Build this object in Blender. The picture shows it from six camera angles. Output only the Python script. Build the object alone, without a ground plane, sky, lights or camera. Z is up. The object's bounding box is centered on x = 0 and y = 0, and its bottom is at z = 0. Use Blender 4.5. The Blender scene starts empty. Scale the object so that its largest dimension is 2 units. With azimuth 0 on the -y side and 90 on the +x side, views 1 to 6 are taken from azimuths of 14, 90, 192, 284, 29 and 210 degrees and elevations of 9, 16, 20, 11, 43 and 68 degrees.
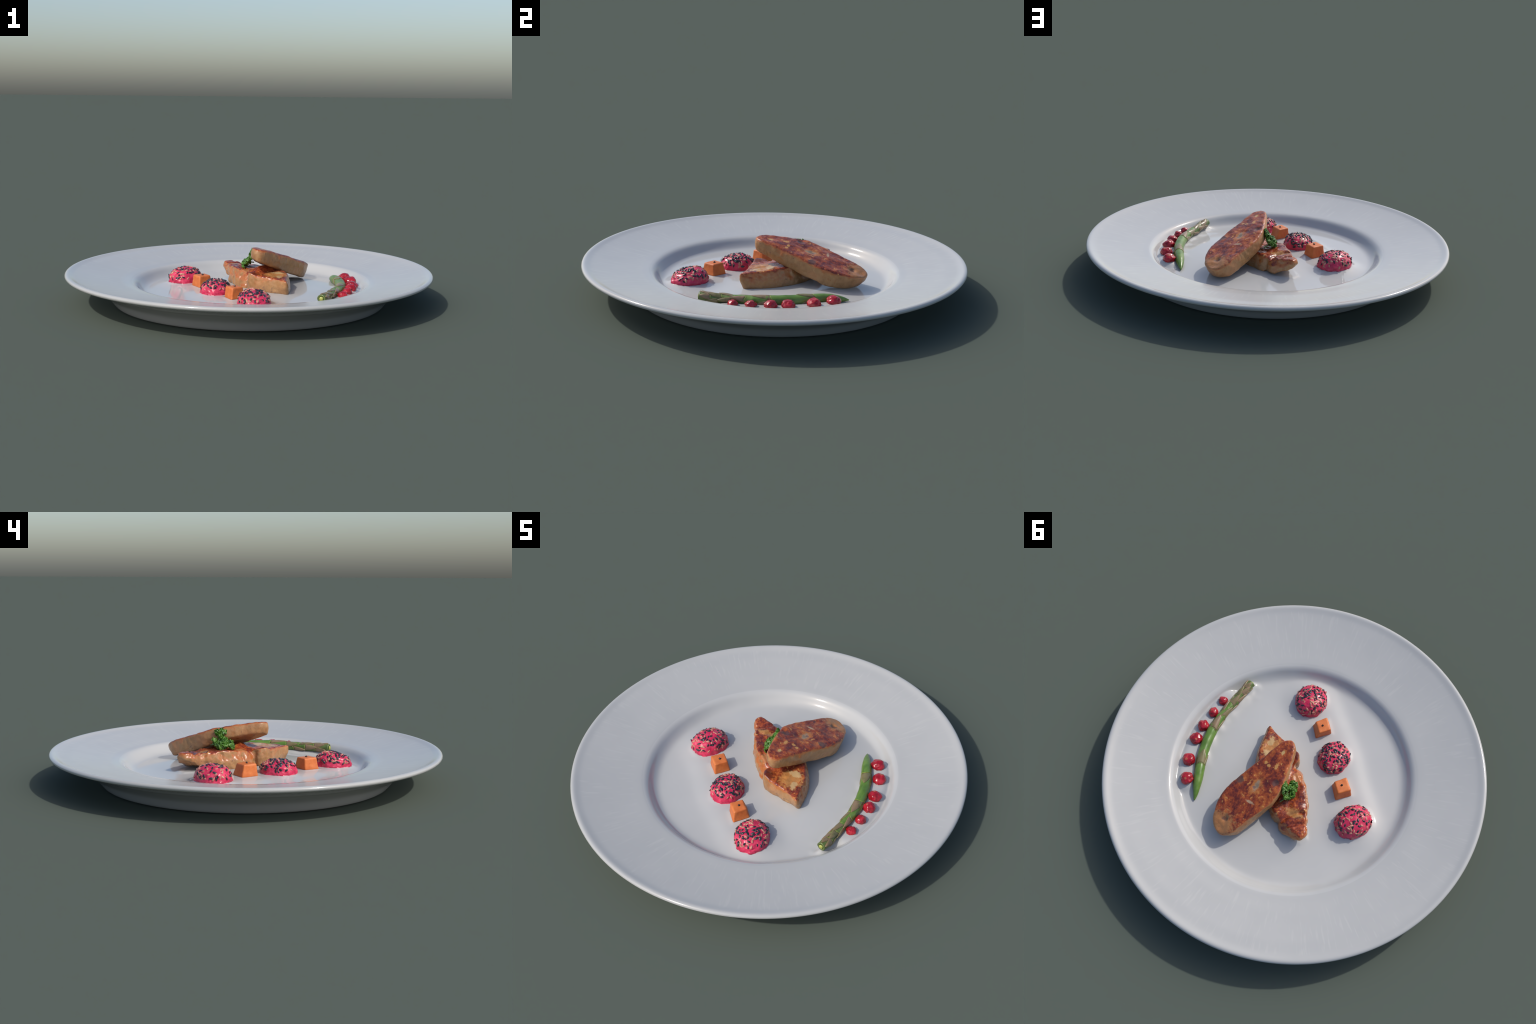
"""A round white porcelain plate with plated food: two slices of pan seared liver
leaning on each other with a curl of parsley, three sesame crusted beet rice balls,
two carrot cubes, a bent asparagus spear and six red peppercorns."""
import math
import random
import bpy
import bmesh
import numpy as np
from mathutils import Vector, Matrix, noise
from mathutils.bvhtree import BVHTree

random.seed(7)
COL = bpy.context.scene.collection


# ------------------------------------------------------------------ helpers
def add_object(name, data, parent=None, mat=None, loc=None):
    ob = bpy.data.objects.new(name, data)
    COL.objects.link(ob)
    if mat is not None and data is not None:
        data.materials.clear()
        data.materials.append(mat)
    if parent is not None:
        ob.parent = parent
    if loc is not None:
        ob.location = loc
    return ob


def label(ob, text, category):
    ob["label"] = text
    ob["category"] = category
    return ob


def mesh_of(name, verts, faces, smooth=True):
    me = bpy.data.meshes.new(name)
    me.from_pydata([tuple(v) for v in verts], [], [tuple(f) for f in faces])
    me.validate()
    if smooth:
        me.polygons.foreach_set("use_smooth", [True] * len(me.polygons))
    me.update()
    return me


def coords(me):
    a = np.empty(len(me.vertices) * 3, np.float32)
    me.vertices.foreach_get("co", a)
    return a.reshape(-1, 3).astype(float)


def set_coords(me, a):
    me.vertices.foreach_set("co", np.asarray(a, np.float32).ravel())
    me.update()


def normals_of(me):
    a = np.empty(len(me.vertices) * 3, np.float32)
    me.vertex_normals.foreach_get("vector", a)
    return a.reshape(-1, 3).astype(float)


def baked(ob, *mods):
    """Apply a stack of modifiers (type, settings) and return the finished mesh."""
    for kind, settings in mods:
        m = ob.modifiers.new(kind.lower(), kind)
        for k, v in settings.items():
            setattr(m, k, v)
    dg = bpy.context.evaluated_depsgraph_get()
    me = bpy.data.meshes.new_from_object(ob.evaluated_get(dg))
    old = ob.data
    bpy.data.objects.remove(ob)
    bpy.data.meshes.remove(old)
    me.polygons.foreach_set("use_smooth", [True] * len(me.polygons))
    return me


def fbm(p, scale, octaves=3, seed=0.0):
    v = Vector((p[0] * scale + seed, p[1] * scale - seed * 1.7, p[2] * scale + seed * 0.6))
    return noise.fractal(v, 1.0, 2.0, octaves)


def catmull(points, n, closed=True):
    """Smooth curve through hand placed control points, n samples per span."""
    p = np.asarray(points, float)
    m, out = len(p), []
    for i in range(m if closed else m - 1):
        if closed:
            a, b, c, d = p[(i - 1) % m], p[i], p[(i + 1) % m], p[(i + 2) % m]
        else:
            a, b, c, d = p[max(i - 1, 0)], p[i], p[i + 1], p[min(i + 2, m - 1)]
        for k in range(n):
            t = k / n
            out.append(0.5 * (2 * b + (c - a) * t + (2 * a - 5 * b + 4 * c - d) * t * t + (3 * b - a - 3 * c + d) * t ** 3))
    if not closed:
        out.append(p[-1])
    return np.array(out)


def smoothstep(a, b, x):
    t = np.clip((np.asarray(x, float) - a) / (b - a), 0, 1)
    return t * t * (3 - 2 * t)


def dist_to_path(xy, path):
    xy, best = np.asarray(xy, float), None
    for a, b in zip(path[:-1], path[1:]):
        a, b = np.array(a, float), np.array(b, float)
        t = np.clip(((xy - a) @ (b - a)) / ((b - a) @ (b - a)), 0, 1)
        d = np.linalg.norm(xy - (a + t[:, None] * (b - a)), axis=1)
        best = d if best is None else np.minimum(best, d)
    return best


def split_parts(me, groups, name_mats, parent, matrix=None):
    """Separate one smooth mesh by face group into child meshes that keep the whole body's normals."""
    vn = normals_of(me)
    co = coords(me)
    polys = [tuple(p.vertices) for p in me.polygons]
    made = []
    for gi, (name, mat) in enumerate(name_mats):
        faces = [polys[i] for i in range(len(polys)) if groups[i] == gi]
        used = sorted({v for f in faces for v in f})
        index = {v: k for k, v in enumerate(used)}
        part = mesh_of(name, co[used], [[index[v] for v in f] for f in faces])
        part.normals_split_custom_set_from_vertices([tuple(vn[v]) for v in used])
        ob = add_object(name, part, parent, mat)
        if matrix is not None:
            ob.matrix_local = matrix
        made.append(ob)
    bpy.data.meshes.remove(me)
    return made


# ------------------------------------------------------------------ node helpers
class Nodes:
    def __init__(self, name):
        self.mat = bpy.data.materials.new(name)
        self.mat.use_nodes = True
        self.t = self.mat.node_tree
        self.bsdf = self.t.nodes["Principled BSDF"]
        self.tc = self.t.nodes.new("ShaderNodeTexCoord")
        self.obj = self.tc.outputs["Object"]

    def put(self, socket, value):
        if isinstance(value, bpy.types.NodeSocket):
            self.t.links.new(value, socket)
        elif isinstance(value, (tuple, list)) and len(value) == 3 and socket.type == "RGBA":
            socket.default_value = (*value, 1)
        else:
            socket.default_value = value

    def math(self, op, a, b=0.0, c=0.0, clamp=False):
        n = self.t.nodes.new("ShaderNodeMath")
        n.operation, n.use_clamp = op, clamp
        for s, v in zip(n.inputs, (a, b, c)):
            self.put(s, v)
        return n.outputs[0]

    def step(self, a, b, x):
        n = self.t.nodes.new("ShaderNodeMapRange")
        n.interpolation_type = "SMOOTHSTEP"
        self.put(n.inputs["Value"], x)
        lo, hi = (a, b) if a < b else (b, a)
        n.inputs["From Min"].default_value, n.inputs["From Max"].default_value = lo, hi
        if a > b:
            n.inputs["To Min"].default_value, n.inputs["To Max"].default_value = 1, 0
        return n.outputs["Result"]

    def noise(self, scale, detail=3.0, rough=0.55, vec=None, distort=0.0):
        n = self.t.nodes.new("ShaderNodeTexNoise")
        self.put(n.inputs["Vector"], vec or self.obj)
        n.inputs["Scale"].default_value = scale
        n.inputs["Detail"].default_value = detail
        n.inputs["Roughness"].default_value = rough
        n.inputs["Distortion"].default_value = distort
        return n.outputs["Fac"]

    def voronoi(self, scale, vec=None, out="Distance", feature="F1"):
        n = self.t.nodes.new("ShaderNodeTexVoronoi")
        n.feature = feature
        self.put(n.inputs["Vector"], vec or self.obj)
        n.inputs["Scale"].default_value = scale
        return n.outputs[out]

    def mapped(self, scale=(1, 1, 1), loc=(0, 0, 0), rot=(0, 0, 0), vec=None):
        n = self.t.nodes.new("ShaderNodeMapping")
        self.put(n.inputs["Vector"], vec or self.obj)
        n.inputs["Scale"].default_value = scale
        n.inputs["Location"].default_value = loc
        n.inputs["Rotation"].default_value = rot
        return n.outputs[0]

    def ramp(self, fac, stops):
        n = self.t.nodes.new("ShaderNodeValToRGB")
        e = n.color_ramp.elements
        while len(e) < len(stops):
            e.new(0.5)
        for el, (pos, col) in zip(e, stops):
            el.position, el.color = pos, (*col, 1)
        self.put(n.inputs["Fac"], fac)
        return n.outputs["Color"]

    def mix(self, fac, a, b, mode="MIX"):
        n = self.t.nodes.new("ShaderNodeMix")
        n.data_type, n.blend_type = "RGBA", mode
        self.put(n.inputs["Factor"], fac)
        self.put(n.inputs[6], a)
        self.put(n.inputs[7], b)
        return n.outputs[2]

    def xyz(self, vec):
        n = self.t.nodes.new("ShaderNodeSeparateXYZ")
        self.put(n.inputs[0], vec)
        return n.outputs

    def vec(self, x, y, z):
        n = self.t.nodes.new("ShaderNodeCombineXYZ")
        for s, v in zip(n.inputs, (x, y, z)):
            self.put(s, v)
        return n.outputs[0]

    def blob(self, centre, radius, scale=(1, 1, 1), rot=0.0, wobble=1.1, wscale=70):
        """Soft spot mask around a point in object space, with a ragged edge."""
        n = self.t.nodes.new("ShaderNodeVectorMath")
        n.operation = "SUBTRACT"
        self.put(n.inputs[0], self.obj)
        n.inputs[1].default_value = centre
        m = self.mapped(scale, rot=(0, 0, rot), vec=n.outputs[0])
        length = self.t.nodes.new("ShaderNodeVectorMath")
        length.operation = "LENGTH"
        self.put(length.inputs[0], m)
        d = self.math("DIVIDE", length.outputs["Value"], radius)
        w = self.math("MULTIPLY_ADD", self.noise(wscale, 4, 0.65), 2 * wobble, -wobble)
        return self.step(1.25, 0.65, self.math("ADD", d, w))

    def bump(self, height, strength=0.3, dist=0.01):
        n = self.t.nodes.new("ShaderNodeBump")
        n.inputs["Strength"].default_value = strength
        n.inputs["Distance"].default_value = dist
        self.put(n.inputs["Height"], height)
        self.t.links.new(n.outputs[0], self.bsdf.inputs["Normal"])

    def set(self, **kw):
        for k, v in kw.items():
            self.put(self.bsdf.inputs[k.replace("_", " ")], v)
        return self.mat


# ------------------------------------------------------------------ materials
def porcelain(name, rim=False, light=1.0):
    n = Nodes(name)
    grain = n.noise(5, 3)
    col = n.ramp(grain, [(0.3, tuple(light * c for c in (0.405, 0.407, 0.40))), (0.7, tuple(light * c for c in (0.425, 0.425, 0.415)))])
    rough = 0.085
    if rim:
        p = n.xyz(n.obj)
        r = n.math("SQRT", n.math("ADD", n.math("MULTIPLY", p[0], p[0]), n.math("MULTIPLY", p[1], p[1])))
        # short raised dashes that all point to the centre
        dirv = n.vec(n.math("MULTIPLY", n.math("DIVIDE", p[0], r), 62), n.math("MULTIPLY", n.math("DIVIDE", p[1], r), 62), n.math("MULTIPLY", r, 9))
        streak = n.step(0.54, 0.72, n.noise(1.0, 2, 0.5, dirv, 0.25))
        band = n.math("MULTIPLY", n.step(0.675, 0.70, r), n.step(0.965, 0.945, r))
        streak = n.math("MULTIPLY", streak, band)
        col = n.mix(streak, col, (0.438, 0.438, 0.425))
        n.bump(streak, 0.045, 0.002)
        rough = n.math("MULTIPLY_ADD", band, 0.13, 0.12)
    return n.set(Base_Color=col, Roughness=rough, IOR=1.5)


def liver(name, marks=(), wet=0.0):
    """Seared liver: a mottled fried crust on the flat face, pale cut flesh on the sides."""
    n = Nodes(name)
    warp = n.noise(17, 4, 0.6, n.mapped((1.25, 0.75, 1.0)), distort=0.8)
    fine = n.noise(95, 4, 0.7)
    mid = n.noise(44, 3, 0.6, distort=0.5)
    v = n.math("ADD", n.math("MULTIPLY", warp, 0.68), n.math("MULTIPLY", mid, 0.32))
    v = n.math("MULTIPLY_ADD", n.math("SUBTRACT", fine, 0.5), 0.45, v)
    crust = n.ramp(v, [(0.35, (0.09, 0.016, 0.016)), (0.45, (0.18, 0.032, 0.016)), (0.54, (0.31, 0.062, 0.019)),
                       (0.64, (0.44, 0.125, 0.030)), (0.76, (0.57, 0.27, 0.075))])
    fleck = n.step(0.63, 0.72, n.noise(48, 2, 0.5, distort=0.4))
    crust = n.mix(n.math("MULTIPLY", fleck, 0.75), crust, (0.56, 0.30, 0.09))
    speck = n.step(0.66, 0.74, n.noise(130, 2, 0.5))
    crust = n.mix(n.math("MULTIPLY", speck, 0.75), crust, (0.07, 0.012, 0.015))
    for centre, radius, scale, rot, colour, amount in marks:
        crust = n.mix(n.math("MULTIPLY", n.blob(centre, radius, scale, rot), amount), crust, colour)
    streaks = n.noise(1.0, 4, 0.6, n.mapped((30, 30, 20)))
    flesh = n.ramp(streaks, [(0.30, (0.27, 0.135, 0.056)), (0.45, (0.34, 0.178, 0.077)), (0.6, (0.385, 0.208, 0.092)), (0.75, (0.44, 0.245, 0.108))])
    stain = n.step(0.55, 0.68, n.noise(22, 3, 0.6, distort=1.0))
    flesh = n.mix(n.math("MULTIPLY", stain, 0.65), flesh, (0.34, 0.135, 0.045))
    flesh = n.mix(n.math("MULTIPLY", n.step(0.45, 0.65, n.noise(8, 2)), 0.6), flesh, (0.45, 0.20, 0.085))
    vein = n.step(0.67, 0.72, n.noise(30, 2, 0.5, distort=1.2))
    flesh = n.mix(n.math("MULTIPLY", vein, 0.55), flesh, (0.16, 0.075, 0.06))
    nz = n.xyz(n.tc.outputs["Normal"])[2]
    edge = n.math("ADD", nz, n.math("MULTIPLY_ADD", n.noise(28, 3), 0.8, -0.40))
    toast = n.step(0.08, 0.5, edge)
    body = n.mix(toast, flesh, (0.40, 0.125, 0.035))
    col = n.mix(n.step(0.42, 0.72, edge), body, crust)
    bumps = n.math("ADD", n.math("MULTIPLY", mid, 0.7), n.math("MULTIPLY", fine, 0.3))
    n.bump(bumps, 0.35, 0.006)
    rough = n.math("MULTIPLY_ADD", n.noise(40, 3), 0.32, 0.17 - wet)
    return n.set(Base_Color=col, Roughness=rough, IOR=1.45, Subsurface_Weight=0.04, Subsurface_Radius=(0.02, 0.008, 0.004))


def beet_rice():
    n = Nodes("beet_rice")
    col = n.ramp(n.noise(26, 4, 0.6), [(0.3, (0.38, 0.013, 0.048)), (0.5, (0.56, 0.024, 0.080)), (0.72, (0.70, 0.060, 0.125))])
    ghost = n.step(0.62, 0.70, n.noise(55, 2, 0.5))
    col = n.mix(n.math("MULTIPLY", ghost, 0.3), col, (0.60, 0.17, 0.15))
    n.bump(n.noise(60, 3), 0.3, 0.005)
    return n.set(Base_Color=col, Roughness=0.3, Subsurface_Weight=0.08, Subsurface_Radius=(0.02, 0.005, 0.006))


def seed_mat(name, a, b, rough):
    n = Nodes(name)
    info = n.t.nodes.new("ShaderNodeObjectInfo")
    col = n.mix(info.outputs["Random"], a, b)
    col = n.mix(n.math("MULTIPLY", n.noise(220, 2), 0.35), col, tuple(x * 0.6 for x in a))
    return n.set(Base_Color=col, Roughness=rough)


def carrot():
    n = Nodes("carrot_flesh")
    col = n.ramp(n.noise(30, 4, 0.6), [(0.3, (0.50, 0.115, 0.022)), (0.5, (0.58, 0.150, 0.032)), (0.72, (0.63, 0.19, 0.048))])
    col = n.mix(n.math("MULTIPLY", n.step(0.68, 0.76, n.noise(120, 2)), 0.4), col, (0.40, 0.09, 0.025))
    n.bump(n.noise(90, 3), 0.25, 0.003)
    return n.set(Base_Color=col, Roughness=0.5)


def asparagus_skin():
    n = Nodes("asparagus_skin")
    g = n.ramp(n.noise(22, 4, 0.6, n.mapped((1, 0.45, 1))), [(0.3, (0.06, 0.125, 0.018)), (0.5, (0.10, 0.195, 0.028)), (0.72, (0.17, 0.26, 0.055))])
    y = n.xyz(n.obj)[1]
    # towards the head the stalk turns purple brown
    head = n.step(-0.10, -0.30, n.math("ADD", y, n.math("MULTIPLY_ADD", n.noise(18, 3), 0.18, -0.09)))
    p = n.ramp(n.noise(30, 3), [(0.35, (0.075, 0.075, 0.03)), (0.65, (0.15, 0.13, 0.07))])
    col = n.mix(n.math("MULTIPLY", head, 0.5), g, p)
    n.bump(n.noise(1.0, 3, 0.5, n.mapped((160, 40, 160))), 0.15, 0.003)
    return n.set(Base_Color=col, Roughness=0.33)


def bract_skin():
    n = Nodes("asparagus_bract_skin")
    u = n.xyz(n.tc.outputs["Generated"])
    c = n.ramp(n.noise(32, 4, 0.6), [(0.3, (0.12, 0.085, 0.04)), (0.47, (0.22, 0.155, 0.08)), (0.6, (0.25, 0.15, 0.10)), (0.72, (0.15, 0.18, 0.05))])
    info = n.t.nodes.new("ShaderNodeObjectInfo")
    c = n.mix(n.math("MULTIPLY", info.outputs["Random"], 0.6), c, (0.12, 0.15, 0.04))
    return n.set(Base_Color=c, Roughness=0.32)


def peppercorn_skin():
    n = Nodes("peppercorn_skin")
    col = n.ramp(n.noise(30, 3, 0.6), [(0.3, (0.18, 0.005, 0.010)), (0.52, (0.35, 0.009, 0.020)), (0.75, (0.47, 0.025, 0.038))])
    col = n.mix(n.math("MULTIPLY", n.blob((0.004, 0.014, 0.029), 0.008, wobble=0.6), 0.45), col, (0.42, 0.22, 0.10))
    return n.set(Base_Color=col, Roughness=0.22)


def parsley_leaf():
    n = Nodes("parsley_leaf")
    col = n.ramp(n.noise(60, 4, 0.6), [(0.3, (0.025, 0.085, 0.010)), (0.5, (0.07, 0.19, 0.020)), (0.70, (0.18, 0.33, 0.05))])
    n.bump(n.noise(140, 3), 0.4, 0.003)
    m = n.set(Base_Color=col, Roughness=0.28)
    t = n.t
    tr = t.nodes.new("ShaderNodeBsdfTranslucent")
    n.put(tr.inputs["Color"], n.mix(0.3, col, (0.25, 0.45, 0.04)))
    ms = t.nodes.new("ShaderNodeMixShader")
    ms.inputs[0].default_value = 0.18
    t.links.new(n.bsdf.outputs[0], ms.inputs[1])
    t.links.new(tr.outputs[0], ms.inputs[2])
    t.links.new(ms.outputs[0], t.nodes["Material Output"].inputs["Surface"])
    return m


def plain(name, colour, rough, var=0.25, scale=60):
    n = Nodes(name)
    col = n.mix(n.math("MULTIPLY", n.noise(scale, 3), 2 * var), colour, tuple(c * 0.45 for c in colour))
    return n.set(Base_Color=col, Roughness=rough)


# ------------------------------------------------------------------ plate
PROFILE_TOP = [  # radius, height: well floor, wall, lip, broad rim, rolled edge
    (0.0, 0.050), (0.15, 0.050), (0.30, 0.050), (0.42, 0.050), (0.50, 0.0505), (0.55, 0.0535), (0.580, 0.0615), (0.598, 0.0715), (0.612, 0.085),
    (0.625, 0.1010), (0.638, 0.1115), (0.654, 0.1172), (0.680, 0.1208), (0.72, 0.1257), (0.80, 0.1375), (0.88, 0.1508), (0.94, 0.1622),
    (0.962, 0.1680), (0.978, 0.1732), (0.989, 0.1741), (0.997, 0.1695), (1.0, 0.1625)]
PROFILE_UNDER = [  # rolled edge, underside, flaring foot, foot ring, hollow
    (1.0, 0.1625), (0.997, 0.1556), (0.985, 0.1488), (0.955, 0.1405), (0.90, 0.124), (0.845, 0.100), (0.806, 0.076), (0.778, 0.055), (0.762, 0.036), (0.752, 0.022),
    (0.741, 0.008), (0.734, 0.0015), (0.725, 0.0), (0.710, 0.0), (0.698, 0.006), (0.683, 0.018), (0.60, 0.028), (0.30, 0.032), (0.0, 0.032)]
LIP_RADIUS = 0.656

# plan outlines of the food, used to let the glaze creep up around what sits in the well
BALLS = [  # centre x, y, half widths, turn, top, black seeds, white seeds, seed
    (-0.388, 0.066, 0.086, 0.101, -0.53, 0.153, 56, 60, 11),
    (-0.130, -0.202, 0.083, 0.094, 0.05, 0.143, 78, 34, 23),
    (0.138, -0.435, 0.085, 0.096, 0.22, 0.143, 62, 48, 37)]
BALL_LEAN = {11: (0.0, 0.0), 23: (0.0, 0.05), 37: (-0.10, 0.20)}  # the last one slumps towards the plate edge
CUBES = [  # four corners of the top (x, y) and of the foot, height of the top, where its pepper sits
    ([(0.046, -0.317), (0.006, -0.369), (-0.047, -0.317), (-0.003, -0.268)], [(0.062, -0.315), (0.005, -0.384), (-0.051, -0.322), (0.010, -0.254)], 0.1365, (0.003, -0.316)),
    ([(-0.204, -0.063), (-0.247, -0.117), (-0.302, -0.067), (-0.252, -0.015)], [(-0.191, -0.063), (-0.248, -0.125), (-0.312, -0.059), (-0.251, 0.006)], 0.1395, (-0.248, -0.066))]


def bare_floor(x, y):
    """The well floor swells a little under the food."""
    d = np.hypot(np.asarray(x) - 0.13, np.asarray(y) - 0.08)
    z = 0.0590 + 0.0165 * np.exp(-(d / 0.40) ** 5)
    xy = np.stack([np.ravel(x), np.ravel(y)], -1).astype(float)
    row = dist_to_path(xy, [BALLS[0][:2], CUBES[1][3], BALLS[1][:2], CUBES[0][3], BALLS[2][:2]]).reshape(np.shape(z))
    spear = dist_to_path(xy, [(0.545, -0.23), (0.562, 0.0), (0.533, 0.18), (0.495, 0.29)]).reshape(np.shape(z))
    z = z + np.maximum(0.0755 - z, 0) * np.exp(-(row / 0.135) ** 4)
    return z + np.maximum(0.090 - z, 0) * np.exp(-(spear / 0.060) ** 4)


def skirt(x, y):
    """Low glossy fillets around the balls and the cubes."""
    xy = np.stack([np.ravel(x), np.ravel(y)], -1)
    total = np.zeros(len(xy))
    ragged = np.array([1 + 0.55 * fbm((px, py, 0.3), 13, 2, 2.0) for px, py in xy])
    base = np.ravel(bare_floor(x, y))
    shapes = []
    for cx, cy, a, b, turn, *_ in BALLS:
        t = np.linspace(0, 2 * np.pi, 25)
        shapes.append(([(cx + a * math.cos(u) * math.cos(turn) - b * math.sin(u) * math.sin(turn), cy + a * math.cos(u) * math.sin(turn) + b * math.sin(u) * math.cos(turn)) for u in t], 0.076, 0.011))
    for top, foot, *_ in CUBES:
        shapes.append((foot + foot[:1], 0.078, 0.010))
    shapes.append(([p[3:5] for p in LOWER_OUTLINE] + [LOWER_OUTLINE[0][3:5]], 0.071, 0.010))
    shapes.append(([p[:2] for p in SPINE[:11]], 0.083, 0.030))
    for poly, height, width in shapes:
        d = dist_to_path(xy, poly)
        p, inside = np.array(poly), np.zeros(len(xy), bool)
        if np.allclose(p[0], p[-1]):
            for (x0, y0), (x1, y1) in zip(p[:-1], p[1:]):
                cross = (y0 > xy[:, 1]) != (y1 > xy[:, 1])
                with np.errstate(divide="ignore", invalid="ignore"):
                    inside ^= cross & (xy[:, 0] < (x1 - x0) * (xy[:, 1] - y0) / (y1 - y0) + x0)
        d = np.where(inside, 0, d)
        total = np.maximum(total, (height - base) * np.exp(-(d / (width * ragged)) ** 1.5))
    return total.reshape(np.shape(x))


def floor_z(x, y):
    return float(bare_floor(np.array([x]), np.array([y]))[0])


def resample(curve, step):
    seg = np.linalg.norm(np.diff(curve, axis=0), axis=1)
    s = np.concatenate([[0], np.cumsum(seg)])
    q = np.linspace(0, s[-1], int(s[-1] / step) + 1)
    return np.stack([np.interp(q, s, curve[:, 0]), np.interp(q, s, curve[:, 1])], -1)


def build_plate():
    plate = label(add_object("plate", None), "round white porcelain plate with wide embossed rim", "plate")
    seg = 400
    top = resample(catmull(PROFILE_TOP, 12, closed=False), 0.0065)
    under = resample(catmull(PROFILE_UNDER, 10, closed=False), 0.009)
    prof = np.vstack([top, under[1:]])
    prof[:, 1] = np.maximum(prof[:, 1], 0)
    prof[:, 0] = np.clip(prof[:, 0], 0, 1.0)
    rings = prof[1:-1]
    n_top = len(top) - 1
    n_well = int(np.argmax(top[:, 0] > LIP_RADIUS)) - 1
    a = np.linspace(0, 2 * np.pi, seg, endpoint=False)
    R, A = np.meshgrid(rings[:, 0], a, indexing="ij")
    X, Y = R * np.cos(A), R * np.sin(A)
    Z = np.repeat(rings[:, 1][:, None], seg, 1)
    upper = np.arange(len(rings))[:, None] < n_top
    # the well sits a little off centre
    off = 1 - smoothstep(0.60, 0.80, R)
    X, Y = np.where(upper, X + 0.010 * off, X), np.where(upper, Y + 0.004 * off, Y)
    w = R[:n_top] < 0.66
    floor = bare_floor(X[:n_top][w], Y[:n_top][w])
    floor = floor + skirt(X[:n_top][w], Y[:n_top][w])
    soft = 0.0022
    Z[:n_top][w] += soft * np.log1p(np.exp(np.clip((floor - Z[:n_top][w]) / soft, -40, 40)))
    # slight warp of the fired rim, higher at the far left, and an uneven lip
    lean = np.maximum(0, -0.5 * np.cos(A) + 0.87 * np.sin(A))
    Z = Z + np.where(upper, 0.005 * lean * smoothstep(0.64, 0.76, R) * (1 - smoothstep(0.88, 0.97, R)), 0)
    wob = np.array([[0.0030 * fbm((math.cos(t) * 2.4, math.sin(t) * 2.4, 0), 1.0, 3) for t in a]])
    Z = Z + np.where(upper, wob * np.exp(-((R - 0.615) / 0.035) ** 2), 0)
    verts = np.stack([X, Y, Z], -1).reshape(-1, 3).tolist()
    c0, c1 = len(verts), len(verts) + 1
    verts += [(0, 0, float(Z[0].mean())), (0, 0, prof[-1, 1])]
    faces, group = [], []
    n = len(rings)

    def which(i):
        return 0 if i < n_well else (1 if i < n_top else 2)
    for j in range(seg):
        k = (j + 1) % seg
        faces.append((c0, j, k)), group.append(0)
        for i in range(n - 1):
            faces.append((i * seg + j, (i + 1) * seg + j, (i + 1) * seg + k, i * seg + k))
            group.append(which(i + 1))
        faces.append((c1, (n - 1) * seg + k, (n - 1) * seg + j)), group.append(2)
    me = mesh_of("plate_body", verts, faces)
    glaze = porcelain("smooth_porcelain")
    split_parts(me, group, [("well", porcelain("well_porcelain", light=1.07)), ("rim", porcelain("embossed_porcelain", True)), ("foot", glaze)], plate)


# ------------------------------------------------------------------ liver slices
def slab_mesh(top, bottom, per=6, voxel=0.0048, smooth=5, shoulder=0.012, bulge=0.003, grow=0.0):
    """Plump solid between two closed outlines that share their control points: rounded shoulders above and
    below, slightly bulging sides, remeshed evenly."""
    t, b = catmull(top, per), catmull(bottom, per)
    n = len(t)
    tangent = np.roll(t, -1, 0) - np.roll(t, 1, 0)
    out = np.stack([tangent[:, 1], -tangent[:, 0], 0 * tangent[:, 0]], -1)
    out /= np.linalg.norm(out, axis=1)[:, None] + 1e-9
    x, y = t[:, 0], t[:, 1]
    if np.sum(x * np.roll(y, -1) - np.roll(x, -1) * y) < 0:
        out = -out

    def level(f, inset):
        return t * (1 - f) + b * f + out * (grow - inset)
    drop = shoulder / np.maximum(np.linalg.norm(t - b, axis=1), 0.03)
    drop = np.minimum(drop, 0.3)[:, None]
    rings = [level(0.0, shoulder * 0.75), level(drop * 0.35, shoulder * 0.22), level(drop, 0.0), level(0.5, -bulge), level(1 - drop * 0.8, 0.0), level(1 - drop * 0.25, shoulder * 0.2), level(1.0, shoulder * 0.6)]
    rows = len(rings)
    verts = np.vstack(rings)
    faces = [(r * n + i, r * n + (i + 1) % n, (r + 1) * n + (i + 1) % n, (r + 1) * n + i) for r in range(rows - 1) for i in range(n)]
    bm = bmesh.new()
    vs = [bm.verts.new(v) for v in verts]
    for f in faces:
        bm.faces.new([vs[i] for i in f])
    for ring in (range(n), range((rows - 1) * n, rows * n)):
        bmesh.ops.triangle_fill(bm, edges=[bm.edges.get((vs[i], vs[ring.start + (i - ring.start + 1) % n])) for i in ring], use_beauty=True)
    bmesh.ops.recalc_face_normals(bm, faces=bm.faces)
    me = bpy.data.meshes.new("slab")
    bm.to_mesh(me)
    bm.free()
    ob = add_object("slab", me)
    return baked(ob, ("REMESH", {"mode": "VOXEL", "voxel_size": voxel}), ("SMOOTH", {"factor": 0.5, "iterations": smooth}))


def crust_groups(me, centre_z, seed):
    vn, co = normals_of(me), coords(me)
    g = []
    for p in me.polygons:
        v = list(p.vertices)
        nz, c = vn[v][:, 2].mean(), co[v].mean(0)
        g.append(0 if nz + 0.3 * fbm(c, 26, 2, seed) > 0.5 and c[2] > centre_z else 1)
    return g


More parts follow.
